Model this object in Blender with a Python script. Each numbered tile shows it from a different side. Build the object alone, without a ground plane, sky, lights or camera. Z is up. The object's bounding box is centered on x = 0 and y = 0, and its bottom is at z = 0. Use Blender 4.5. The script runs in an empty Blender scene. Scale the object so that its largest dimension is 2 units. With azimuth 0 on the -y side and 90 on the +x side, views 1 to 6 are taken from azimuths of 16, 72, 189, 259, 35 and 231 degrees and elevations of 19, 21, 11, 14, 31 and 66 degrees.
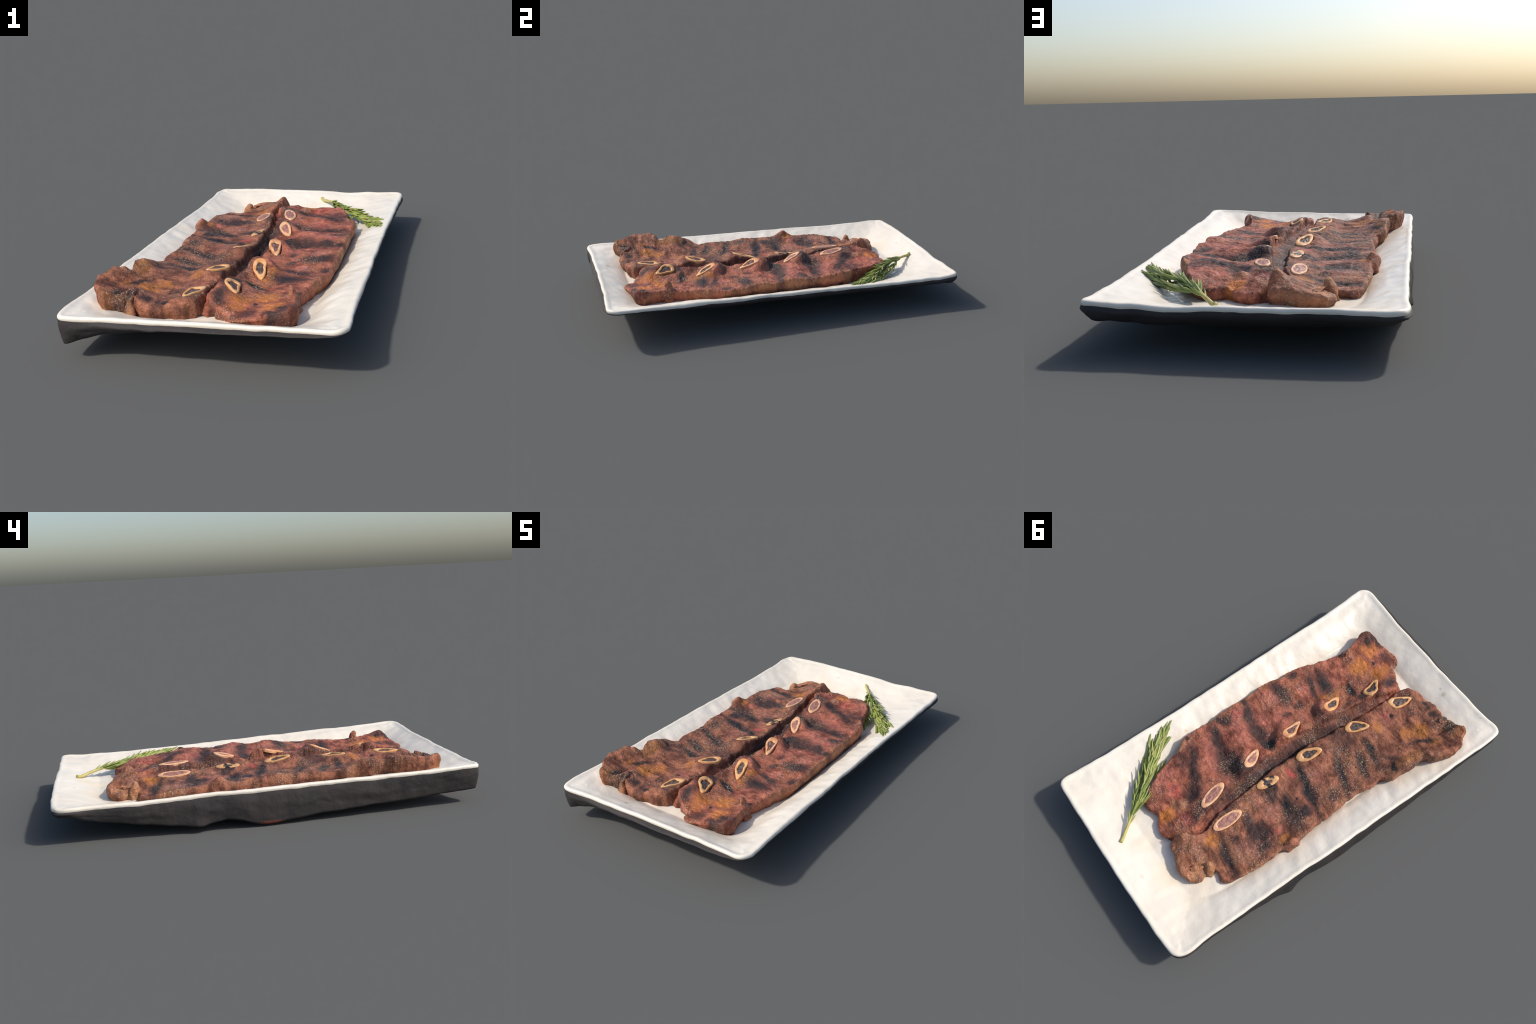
# Grilled short ribs on a rectangular white plate with a rosemary sprig.
import bpy, bmesh, math, random
import numpy as np
from mathutils import Vector, Matrix
from mathutils.geometry import delaunay_2d_cdt

random.seed(7)
COL = bpy.context.scene.collection

# ------------------------------------------------------------------ helpers
_rs = np.random.RandomState(11)
_PERM = _rs.permutation(512)
_GRAD = _rs.normal(size=(512, 3)); _GRAD /= np.linalg.norm(_GRAD, axis=1)[:, None]

def noise3(P):
    """gradient noise, about -0.7..0.7, P is (n,3)"""
    P = np.asarray(P, float)
    i = np.floor(P).astype(int); f = P - i
    w = f * f * f * (f * (f * 6 - 15) + 10)
    out = np.zeros(len(P))
    for dx in (0, 1):
        for dy in (0, 1):
            for dz in (0, 1):
                h = _PERM[(_PERM[(_PERM[(i[:, 0] + dx) & 511] + i[:, 1] + dy) & 511] + i[:, 2] + dz) & 511]
                d = (f - [dx, dy, dz])
                wx = w[:, 0] if dx else 1 - w[:, 0]
                wy = w[:, 1] if dy else 1 - w[:, 1]
                wz = w[:, 2] if dz else 1 - w[:, 2]
                out += wx * wy * wz * np.einsum('ij,ij->i', _GRAD[h], d)
    return out

def fbm(P, scale, octaves=3, seed=0.0):
    P = np.asarray(P, float) * scale + seed
    out = 0; a = 1.0
    for o in range(octaves):
        out = out + a * noise3(P * 2 ** o + o * 17.3); a *= 0.5
    return out

def smoothstep(a, b, x):
    t = np.clip((x - a) / (b - a), 0, 1)
    return t * t * (3 - 2 * t)

def closed_curve(ctrl, n, per=24):
    """closed Catmull-Rom through rows of ctrl (any columns), resampled evenly in xy"""
    C = np.array(ctrl, float); m = len(C); pts = []
    t = np.linspace(0, 1, per, endpoint=False)[:, None]
    for i in range(m):
        p0, p1, p2, p3 = C[i - 1], C[i], C[(i + 1) % m], C[(i + 2) % m]
        pts.append(0.5 * (2 * p1 + (p2 - p0) * t + (2 * p0 - 5 * p1 + 4 * p2 - p3) * t ** 2 + (3 * p1 - p0 - 3 * p2 + p3) * t ** 3))
    Q = np.vstack(pts)
    seg = np.linalg.norm(np.roll(Q, -1, 0)[:, :2] - Q[:, :2], axis=1)
    s = np.concatenate([[0], np.cumsum(seg)])
    Qc = np.vstack([Q, Q[:1]])
    u = np.linspace(0, s[-1], n, endpoint=False)
    return np.stack([np.interp(u, s, Qc[:, k]) for k in range(Q.shape[1])], 1)

def outward(P):
    """unit normals of a counter-clockwise loop (xy)"""
    t = np.roll(P[:, :2], -2, 0) - np.roll(P[:, :2], 2, 0)
    t /= np.linalg.norm(t, axis=1)[:, None] + 1e-9
    return np.stack([t[:, 1], -t[:, 0]], 1)

def ccw(L):
    P = np.array([(p[0], p[1]) for p in L])
    a = np.sum(P[:, 0] * np.roll(P[:, 1], -1) - np.roll(P[:, 0], -1) * P[:, 1])
    return list(L) if a > 0 else list(L)[::-1]

def edge_distance(Q, loop):
    """distance of points Q to a dense loop, and the nearest loop index"""
    d = np.empty(len(Q)); k = np.empty(len(Q), int)
    L = loop[:, :2]
    for a in range(0, len(Q), 4000):
        D = ((Q[a:a + 4000, None, :2] - L[None]) ** 2).sum(2)
        j = D.argmin(1); k[a:a + 4000] = j
        d[a:a + 4000] = np.sqrt(D[np.arange(len(j)), j])
    return d, k

def inside(Q, loop):
    x, y = Q[:, 0], Q[:, 1]; r = np.zeros(len(Q), bool)
    A = loop[:, :2]; B = np.roll(A, -1, 0)
    for (x1, y1), (x2, y2) in zip(A, B):
        c = ((y1 > y) != (y2 > y))
        if c.any():
            r ^= c & (x < (x2 - x1) * (y - y1) / (y2 - y1 + 1e-12) + x1)
    return r

def fill_loop(loop, step, inner=(0.003,), seed=1):
    """triangulated interior of a loop: returns points (first len(loop) = the loop) and triangles"""
    rs = np.random.RandomState(seed)
    lo, hi = loop[:, :2].min(0), loop[:, :2].max(0)
    gx = np.arange(lo[0], hi[0], step); gy = np.arange(lo[1], hi[1], step * 0.87)
    X, Y = np.meshgrid(gx, gy); X = X + (np.arange(len(gy)) % 2)[:, None] * step * 0.5
    G = np.stack([X.ravel(), Y.ravel()], 1); G += rs.uniform(-0.15, 0.15, G.shape) * step
    G = G[inside(G, loop)]
    d, _ = edge_distance(G, loop)
    keep = max(inner) + 0.6 * step if inner else 0.6 * step
    G = G[d > keep]
    extra = []
    nrm = outward(loop)
    for w in inner:
        E = loop[:, :2] - nrm * w
        ok = inside(E, loop); de, _ = edge_distance(E, loop)
        extra.append(E[ok & (de > w * 0.75)])
    allp = np.vstack([loop[:, :2]] + extra + [G])
    n = len(loop)
    r = delaunay_2d_cdt([Vector((float(p[0]), float(p[1]))) for p in allp], [(i, (i + 1) % n) for i in range(n)], [], 1, 1e-7)
    V = np.array([tuple(v) for v in r[0]])
    orig = r[3]
    # put vertices back in the input order for the loop
    idx = {}
    for vi, o in enumerate(orig):
        for q in o:
            idx[q] = vi
    order = [idx[i] for i in range(n)]
    rest = [i for i in range(len(V)) if i not in set(order)]
    perm = {old: new for new, old in enumerate(order + rest)}
    T = [tuple(perm[i] for i in f) for f in r[2]]
    return V[order + rest], T

def tps(ctrl):
    """smooth height surface through (x,y,z) control points"""
    C = np.array(ctrl, float); n = len(C)
    def U(r2): return 0.5 * r2 * np.log(r2 + 1e-9)
    K = U(((C[:, None, :2] - C[None, :, :2]) ** 2).sum(2)) + np.eye(n) * 1e-4
    Pm = np.hstack([np.ones((n, 1)), C[:, :2]])
    A = np.block([[K, Pm], [Pm.T, np.zeros((3, 3))]])
    w = np.linalg.solve(A, np.concatenate([C[:, 2], np.zeros(3)]))
    def f(Q):
        out = np.empty(len(Q))
        for a in range(0, len(Q), 20000):
            q = Q[a:a + 20000, :2]
            out[a:a + 20000] = U(((q[:, None] - C[None, :, :2]) ** 2).sum(2)) @ w[:n] + w[n] + q @ w[n + 1:]
        return out
    return f

def make(name, V, F, mats, parent=None, smooth=True, midx=None):
    me = bpy.data.meshes.new(name)
    me.from_pydata([tuple(map(float, v)) for v in V], [], [tuple(int(i) for i in f) for f in F])
    for m in (mats if isinstance(mats, (list, tuple)) else [mats]):
        me.materials.append(m)
    if midx is not None:
        me.polygons.foreach_set('material_index', np.asarray(midx, np.int32))
    me.validate(); me.update()
    if smooth:
        me.shade_smooth()
    ob = bpy.data.objects.new(name, me); COL.objects.link(ob)
    if parent: ob.parent = parent
    return ob

def empty(name, loc, label, category):
    e = bpy.data.objects.new(name, None); COL.objects.link(e)
    e.location = loc; e["label"] = label; e["category"] = category
    e.empty_display_size = 0.1
    return e

def adopt(child, parent):
    child.parent = parent
    pw = Matrix.Translation(parent.location)
    child.matrix_parent_inverse = pw.inverted()

# ------------------------------------------------------------------ node helpers
class NT:
    def __init__(self, name):
        self.mat = bpy.data.materials.new(name); self.mat.use_nodes = True
        self.t = self.mat.node_tree; self.t.nodes.clear()
        self.out = self.t.nodes.new('ShaderNodeOutputMaterial')
        self.bsdf = self.t.nodes.new('ShaderNodeBsdfPrincipled')
        self.t.links.new(self.bsdf.outputs[0], self.out.inputs[0])
        self.tc = self.t.nodes.new('ShaderNodeTexCoord')
        self.obj = self.tc.outputs['Object']
    def link(self, a, b): self.t.links.new(a, b)
    def put(self, sock, v):
        if hasattr(v, 'is_output'): self.link(v, sock)
        else: sock.default_value = v
    def math(self, op, a, b=0.0, clamp=False):
        n = self.t.nodes.new('ShaderNodeMath'); n.operation = op; n.use_clamp = clamp
        self.put(n.inputs[0], a); self.put(n.inputs[1], b); return n.outputs[0]
    def vmath(self, op, a, b):
        n = self.t.nodes.new('ShaderNodeVectorMath'); n.operation = op
        self.put(n.inputs[0], a); self.put(n.inputs[1], b); return n.outputs[0]
    def mapping(self, vec, scale=(1, 1, 1), rot=(0, 0, 0), loc=(0, 0, 0)):
        n = self.t.nodes.new('ShaderNodeMapping')
        self.link(vec, n.inputs[0]); n.inputs['Location'].default_value = loc
        n.inputs['Rotation'].default_value = rot; n.inputs['Scale'].default_value = scale
        return n.outputs[0]
    def noise(self, vec, scale, detail=3, rough=0.5, dist=0.0, color=False):
        n = self.t.nodes.new('ShaderNodeTexNoise'); self.link(vec, n.inputs['Vector'])
        n.inputs['Scale'].default_value = scale; n.inputs['Detail'].default_value = detail
        n.inputs['Roughness'].default_value = rough; n.inputs['Distortion'].default_value = dist
        return n.outputs['Color' if color else 0]
    def voronoi(self, vec, scale, feature='F1', out='Distance', rnd=1.0):
        n = self.t.nodes.new('ShaderNodeTexVoronoi'); n.feature = feature
        self.link(vec, n.inputs['Vector']); n.inputs['Scale'].default_value = scale
        n.inputs['Randomness'].default_value = rnd
        return n.outputs[out]
    def range(self, v, a, b, c=0.0, d=1.0, smooth=True):
        n = self.t.nodes.new('ShaderNodeMapRange'); n.interpolation_type = 'SMOOTHSTEP' if smooth else 'LINEAR'
        self.put(n.inputs['Value'], v)
        n.inputs['From Min'].default_value = a; n.inputs['From Max'].default_value = b
        n.inputs['To Min'].default_value = c; n.inputs['To Max'].default_value = d
        return n.outputs[0]
    def mix(self, fac, a, b, mode='MIX'):
        n = self.t.nodes.new('ShaderNodeMix'); n.data_type = 'RGBA'; n.blend_type = mode
        self.put(n.inputs[0], fac)
        for s, v in ((n.inputs[6], a), (n.inputs[7], b)):
            if hasattr(v, 'is_output'): self.link(v, s)
            else: s.default_value = (*v, 1.0)
        return n.outputs[2]
    def bump(self, h, strength, dist, normal=None):
        n = self.t.nodes.new('ShaderNodeBump'); self.link(h, n.inputs['Height'])
        n.inputs['Strength'].default_value = strength; n.inputs['Distance'].default_value = dist
        if normal is not None: self.link(normal, n.inputs['Normal'])
        return n.outputs[0]
    def patch(self, vec, p, soft):
        """elliptical mask in plan: p = (x, y, half length, half width, angle of the long axis)"""
        g = self.t.nodes.new('ShaderNodeGroup'); g.node_tree = PATCH
        self.link(vec, g.inputs['Vector'])
        g.inputs['Center'].default_value = (p[0], p[1], 0)
        g.inputs['Angle'].default_value = -p[4]
        g.inputs['Scale'].default_value = (1 / p[2], 1 / p[3], 0)
        g.inputs['Inner'].default_value = 1 - soft; g.inputs['Outer'].default_value = 1 + soft
        return g.outputs[0]
    def patches(self, vec, plist, soft=0.45):
        acc = None
        for p in plist:
            m = self.patch(vec, p, soft)
            if len(p) > 5: m = self.math('MULTIPLY', m, p[5])
            acc = m if acc is None else self.math('MAXIMUM', acc, m)
        return acc

def patch_group():
    t = bpy.data.node_groups.new('elliptic_patch', 'ShaderNodeTree')
    for nm, ty in (('Vector', 'NodeSocketVector'), ('Center', 'NodeSocketVector'), ('Angle', 'NodeSocketFloat'),
                   ('Scale', 'NodeSocketVector'), ('Inner', 'NodeSocketFloat'), ('Outer', 'NodeSocketFloat')):
        t.interface.new_socket(nm, in_out='INPUT', socket_type=ty)
    t.interface.new_socket('Mask', in_out='OUTPUT', socket_type='NodeSocketFloat')
    i = t.nodes.new('NodeGroupInput'); o = t.nodes.new('NodeGroupOutput')
    s = t.nodes.new('ShaderNodeVectorMath'); s.operation = 'SUBTRACT'
    r = t.nodes.new('ShaderNodeVectorRotate'); r.rotation_type = 'Z_AXIS'
    m = t.nodes.new('ShaderNodeVectorMath'); m.operation = 'MULTIPLY'
    l = t.nodes.new('ShaderNodeVectorMath'); l.operation = 'LENGTH'
    k = t.nodes.new('ShaderNodeMapRange'); k.interpolation_type = 'SMOOTHSTEP'
    k.inputs['To Min'].default_value = 1; k.inputs['To Max'].default_value = 0
    L = t.links.new
    L(i.outputs['Vector'], s.inputs[0]); L(i.outputs['Center'], s.inputs[1])
    L(s.outputs[0], r.inputs['Vector']); L(i.outputs['Angle'], r.inputs['Angle'])
    L(r.outputs[0], m.inputs[0]); L(i.outputs['Scale'], m.inputs[1]); L(m.outputs[0], l.inputs[0])
    L(l.outputs['Value'], k.inputs['Value']); L(i.outputs['Inner'], k.inputs['From Min']); L(i.outputs['Outer'], k.inputs['From Max'])
    L(k.outputs[0], o.inputs[0])
    return t
PATCH = patch_group()

def stroke(x1, y1, x2, y2, w, k=1.0):
    """a patch spanning two points in plan, w = half width"""
    l = math.hypot(x2 - x1, y2 - y1) / 2
    return ((x1 + x2) / 2, (y1 + y2) / 2, l + w, w, math.atan2(y2 - y1, x2 - x1), k)
def spot(x, y, r, k=1.0): return (x, y, r, r, 0.0, k)

# ------------------------------------------------------------------ materials
def glaze_material():
    m = NT('white_glaze')
    big = m.noise(m.obj, 3.0, 2); small = m.noise(m.obj, 22, 3)
    col = m.mix(m.range(big, .35, .7), (0.785, 0.715, 0.605), (0.74, 0.665, 0.55))
    warp = m.vmath('ADD', m.obj, m.vmath('MULTIPLY', m.vmath('SUBTRACT', m.noise(m.obj, 9, 3, color=True), (.5, .5, .5)), (.12, .12, 0)))
    # dried juices near the meat and a few brown drips on the front slope
    juice = m.patches(warp, [spot(-.15, .80, .07), spot(.05, .80, .05, .7), (-.3, .72, .05, .1, .3, .6), spot(.40, .33, .05, .6)], .6)
    col = m.mix(m.math('MULTIPLY', juice, .5), col, (0.74, 0.60, 0.42))
    drips = m.patches(m.obj, [spot(-.20, -.902, .011), spot(-.165, -.91, .006), spot(-.42, -.955, .004), spot(.43, .30, .008), (-.09, .9, .012, .008, 0, .5)], .5)
    col = m.mix(m.math('MULTIPLY', drips, .55), col, (0.50, 0.38, 0.20))
    col = m.mix(m.math('MULTIPLY', m.range(small, .55, .75), .12), col, (0.70, 0.63, 0.55))
    m.link(col, m.bsdf.inputs['Base Color'])
    m.bsdf.inputs['Roughness'].default_value = .38
    m.bsdf.inputs['Coat Weight'].default_value = .25; m.bsdf.inputs['Coat Roughness'].default_value = .12
    m.link(m.bump(m.noise(m.obj, 26, 3), .25, .01), m.bsdf.inputs['Normal'])
    return m.mat

def underside_material():
    m = NT('dark_stoneware')
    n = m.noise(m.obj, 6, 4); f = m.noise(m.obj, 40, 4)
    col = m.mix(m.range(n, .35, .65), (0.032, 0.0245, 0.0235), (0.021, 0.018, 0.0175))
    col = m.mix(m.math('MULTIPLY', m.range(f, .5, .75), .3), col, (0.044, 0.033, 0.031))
    red = m.patches(m.obj, [(-.50, .03, .05, .10, math.pi / 2)], .5)
    zz = m.t.nodes.new('ShaderNodeSeparateXYZ'); m.link(m.obj, zz.inputs[0])
    red = m.math('MULTIPLY', red, m.range(zz.outputs[2], .012, .03, 1, 0))
    col = m.mix(red, col, (0.24, 0.06, 0.035))
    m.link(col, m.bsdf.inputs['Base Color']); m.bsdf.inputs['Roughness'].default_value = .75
    m.link(m.bump(f, .3, .01), m.bsdf.inputs['Normal'])
    return m.mat

def meat_material(name, L):
    m = NT(name)
    o = m.obj
    w1 = m.vmath('SUBTRACT', m.noise(o, 14, 3, color=True), (.5, .5, .5))
    warp = m.vmath('ADD', o, m.vmath('MULTIPLY', w1, (.055, .055, 0)))
    fib = m.mapping(warp, (13, 44, 30), (0, 0, L.get('grain', 0.15)))
    fibre = m.noise(fib, 1.5, 5, .62, 1.2)
    mott = m.noise(o, 17, 4, .6)
    mid = m.noise(o, 45, 4, .6)
    tone = m.noise(o, 5.5, 2)
    col = m.mix(m.range(mott, .36, .64), L['base_a'], L['base_b'])
    col = m.mix(m.math('MULTIPLY', m.range(tone, .45, .7), .5), col, L['base_c'])
    for key in ('orange', 'pink', 'tan', 'red', 'fat'):
        if L.get(key):
            p = m.patches(warp, L[key], .55)
            p = m.math('MULTIPLY', p, m.range(mid, .25, .6, .45, 1.0))
            col = m.mix(m.math('MULTIPLY', p, L.get(key + '_k', .85)), col, L[key + '_c'])
    # muscle fibre streaks, tiny highlights lightened into the colour
    col = m.mix(m.range(fibre, .52, .70, 0, .6), col, m.mix(1.0, col, (1.75, 1.75, 1.75), 'MULTIPLY'))
    col = m.mix(m.range(fibre, .46, .30, 0, .5), col, m.mix(1.0, col, (.42, .36, .38), 'MULTIPLY'))
    fine = m.noise(o, 120, 4, .65)
    col = m.mix(m.range(fine, .54, .74, 0, .55), col, m.mix(1.0, col, (1.9, 1.85, 1.75), 'MULTIPLY'))
    col = m.mix(m.range(fine, .44, .30, 0, .45), col, m.mix(1.0, col, (.45, .40, .42), 'MULTIPLY'))
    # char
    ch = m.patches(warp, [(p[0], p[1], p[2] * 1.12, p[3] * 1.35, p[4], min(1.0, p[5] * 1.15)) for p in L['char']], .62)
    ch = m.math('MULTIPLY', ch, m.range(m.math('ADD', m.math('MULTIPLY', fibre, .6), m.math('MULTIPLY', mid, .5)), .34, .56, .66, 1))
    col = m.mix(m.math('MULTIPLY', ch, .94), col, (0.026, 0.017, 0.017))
    bl = m.patches(warp, L['black'], .4)
    col = m.mix(m.math('MULTIPLY', bl, .95), col, (0.014, 0.013, 0.014))
    # loose dark browning
    col = m.mix(m.range(m.noise(o, 10, 5, .65, .4), .58, .72, 0, .45), col, (0.05, 0.026, 0.023))
    # pepper flecks and pale salt / herb grains
    vd = m.voronoi(o, 95); vc = m.voronoi(o, 95, out='Color')
    sx = m.t.nodes.new('ShaderNodeSeparateColor'); m.link(vc, sx.inputs[0])
    pep = m.math('MULTIPLY', m.range(vd, .16, .26, 1, 0), m.math('GREATER_THAN', sx.outputs[0], .86))
    col = m.mix(m.math('MULTIPLY', pep, .85), col, (0.012, 0.011, 0.012))
    sn = m.noise(o, 165, 3, .7); sc = m.noise(o, 60, 1)
    dens = m.range(m.noise(o, 6, 3), .36, .62, .67, .54)
    salt = m.range(m.math('SUBTRACT', sn, dens), .0, .05)
    saltc = m.mix(m.range(sc, .4, .6), (0.58, 0.43, 0.20), (0.55, 0.42, 0.40))
    col = m.mix(m.math('MULTIPLY', salt, .66), col, saltc)
    m.link(col, m.bsdf.inputs['Base Color'])
    m.put(m.bsdf.inputs['Roughness'], m.range(mid, .3, .7, .48, .75))
    m.bsdf.inputs['Specular IOR Level'].default_value = .30
    m.bsdf.inputs['Coat Weight'].default_value = .05; m.bsdf.inputs['Coat Roughness'].default_value = .3
    h = m.math('ADD', m.math('MULTIPLY', fibre, .9), m.math('ADD', m.math('MULTIPLY', mid, .9), m.math('ADD', m.math('MULTIPLY', fine, .45), m.math('MULTIPLY', salt, .35))))
    m.link(m.bump(h, .75, .012), m.bsdf.inputs['Normal'])
    return m.mat

def bone_material(name, a, b, burnt=None):
    m = NT(name)
    n = m.noise(m.obj, 35, 4); s = m.noise(m.obj, 90, 3)
    col = m.mix(m.range(n, .35, .68), a, b)
    col = m.mix(m.range(n, .60, .80, 0, .5), col, (0.30, 0.12, 0.05))
    col = m.mix(m.range(s, .62, .75, 0, .45), col, (0.20, 0.10, 0.06))
    if burnt:
        wv = m.vmath('ADD', m.obj, m.vmath('MULTIPLY', m.vmath('SUBTRACT', m.noise(m.obj, 30, 2, color=True), (.5, .5, .5)), (.03, .03, 0)))
        col = m.mix(m.patches(wv, burnt, .4), col, (.015, .014, .015))
    m.link(col, m.bsdf.inputs['Base Color']); m.bsdf.inputs['Roughness'].default_value = .45
    m.link(m.bump(s, .4, .006), m.bsdf.inputs['Normal'])
    return m.mat

def marrow_material(name, a, b):
    m = NT(name)
    n = m.noise(m.obj, 60, 4)
    col = m.mix(m.range(n, .35, .65), a, b)
    v = m.voronoi(m.obj, 150)
    col = m.mix(m.range(v, .1, .25, .5, 0), col, (0.03, 0.02, 0.02))
    m.link(col, m.bsdf.inputs['Base Color']); m.bsdf.inputs['Roughness'].default_value = .5
    m.link(m.bump(n, .7, .01), m.bsdf.inputs['Normal'])
    return m.mat

def herb_material(name, a, b, c):
    m = NT(name)
    oi = m.t.nodes.new('ShaderNodeObjectInfo')
    n = m.noise(m.obj, 60, 3)
    col = m.mix(oi.outputs['Random'], a, b)
    col = m.mix(m.range(n, .45, .7, 0, .6), col, c)
    m.link(col, m.bsdf.inputs['Base Color']); m.bsdf.inputs['Roughness'].default_value = .42
    tr = m.t.nodes.new('ShaderNodeBsdfTranslucent'); m.link(col, tr.inputs[0])
    mx = m.t.nodes.new('ShaderNodeMixShader'); mx.inputs[0].default_value = .22
    m.link(m.bsdf.outputs[0], mx.inputs[1]); m.link(tr.outputs[0], mx.inputs[2]); m.link(mx.outputs[0], m.out.inputs[0])
    return m.mat

# ------------------------------------------------------------------ plate
# rim control points: x, y, rim height, outward bulge of the wall, inset of the foot, foot height
RIM = [(-.515, -.977, .183, .004, .014, .072), (-.44, -.975, .185, .006, .014, .092), (-.33, -.972, .187, .014, .015, .120), (0, -.968, .195, .028, .02, .150),
       (.25, -.970, .200, .026, .02, .160), (.42, -.976, .206, .02, .02, .168), (.505, -.975, .209, .006, .02, .180), (.540, -.945, .211, .002, .02, .178), (.545, -.90, .209, .003, .02, .170),
       (.538, -.72, .200, .004, .03, .150), (.536, -.375, .195, .004, .035, .140), (.532, -.036, .190, .004, .035, .135), (.532, .285, .183, .004, .03, .135),
       (.537, .59, .176, .004, .02, .135), (.541, .84, .178, .006, .012, .140), (.543, .925, .183, .008, .012, .142), (.530, .955, .184, .008, .015, .140), (.50, .965, .184, .008, .015, .124),
       (.40, .967, .180, .006, .03, .108), (.23, .974, .175, .006, .045, .098), (-.04, .985, .178, .004, .08, .09), (-.29, .992, .177, .004, .07, .10), (-.44, .990, .176, .006, .04, .112),
       (-.490, .975, .173, .008, .02, .125), (-.511, .93, .168, .008, .010, .132), (-.507, .836, .166, .004, .000, .105), (-.507, .71, .166, .004, .010, .080), (-.509, .55, .166, .006, .008, .054),
       (-.512, .42, .169, .008, .002, .037), (-.513, .35, .170, .010, -.012, .030), (-.514, .29, .171, .010, .002, .038), (-.517, .19, .172, .010, .000, .048), (-.522, .055, .173, .010, .000, .010), (-.527, -.23, .175, .008, .002, .032), (-.535, -.634, .178, .003, .012, .052), (-.543, -.80, .182, .002, .018, .062), (-.542, -.94, .183, .002, .018, .068)]

# heights of the plate floor (plan control points) under and around the meat
FLOOR = [(0, 0, .112), (0, .5, .110), (0, -.5, .112), (.33, 0, .112), (.33, .5, .112), (.33, -.55, .114), (-.34, 0, .112), (-.34, .5, .110), (-.34, -.5, .114), (0, .74, .112), (0, -.76, .118),
         (.33, .74, .122), (.33, -.76, .120), (-.33, .74, .110), (-.34, -.76, .118)]
floor_h = tps(FLOOR)
N_RIM = 1000
rim = closed_curve(ccw(RIM), N_RIM)
rim[:, 0] += .006 * np.sign(rim[:, 0]) * smoothstep(.45, .5, np.abs(rim[:, 0])) + .004 * smoothstep(.45, .5, rim[:, 0]) * smoothstep(.7, .95, rim[:, 1])
rim[:, 0] += .006 * smoothstep(-.45, -.5, rim[:, 0]) * smoothstep(-.6, -.85, rim[:, 1])
rim[:, 4] -= .008 * smoothstep(-.45, -.5, rim[:, 0]) * smoothstep(.8, .5, rim[:, 1])
rim[:, 1] -= .005 * smoothstep(-.9, -.95, rim[:, 1])
rim[:, 5] += smoothstep(.45, .5, rim[:, 0]) * (.010 * smoothstep(-.4, -.6, rim[:, 1]) - .010 * smoothstep(-.1, .1, rim[:, 1]))
rim[:, 1] += .007 * smoothstep(.9, .95, rim[:, 1]) * smoothstep(-.3, .1, rim[:, 0])
rim[:, 2] += .003 * smoothstep(-.45, -.5, rim[:, 0])
rim_n = outward(rim)
_w = fbm(np.c_[rim[:, :2], np.zeros(N_RIM)], 6, 3, 3.1)
rim[:, 2] += .006 * _w
rim[:, :2] += rim_n * (.005 * fbm(np.c_[rim[:, :2], np.zeros(N_RIM)], 9, 2, 8.0))[:, None]

def plate_height(Q):
    """top surface of the plate"""
    d, k = edge_distance(Q, rim)
    zr = rim[k, 2]
    dx, dy = np.maximum(.53 - np.abs(Q[:, 0]), 0), np.maximum(.975 - np.abs(Q[:, 1]), 0)
    soft = np.maximum(-.045 * np.log(np.exp(-dx / .045) + np.exp(-dy / .045)), 0)
    ws = smoothstep(.0, .07, d)
    ds = d * (1 - ws) + np.maximum(soft, d * .5) * ws
    wid = .165 + .035 * smoothstep(.55, .85, Q[:, 1]) + .015 * smoothstep(-.4, -.5, Q[:, 0])
    s = np.clip(1 - ds / wid, 0, 1)
    s = s ** (.80 - .12 * smoothstep(-.2, -.4, Q[:, 0]) + .15 * smoothstep(.6, .8, Q[:, 1]) * smoothstep(.25, .1, Q[:, 0]) * smoothstep(-.5, -.35, Q[:, 0]))
    z = floor_h(Q) * (1 - s) + zr * s
    P3 = np.c_[Q[:, :2], np.zeros(len(Q))]
    fade = smoothstep(.0, .05, d)
    # hand-pressed ripples of the slopes
    z += fade * .0055 * fbm(P3 * [1.0, 1.0, 1], 11, 2, 21.0)
    z += fade * .006 * noise3(np.c_[Q[:, 0] * 5 + Q[:, 1] * 5, Q[:, 1] * 13 + Q[:, 0] * 6, np.zeros(len(Q))] + 40) * smoothstep(-.30, -.42, Q[:, 0])
    z += .012 * np.exp(-((Q[:, 0] - .46) / .07) ** 2 - ((Q[:, 1] + .58) / .14) ** 2)
    # rolled lip
    z += .003 * np.exp(-((d - .010) / .008) ** 2) - .003 * np.clip(1 - d / .008, 0, 1) ** 2
    return z

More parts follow.
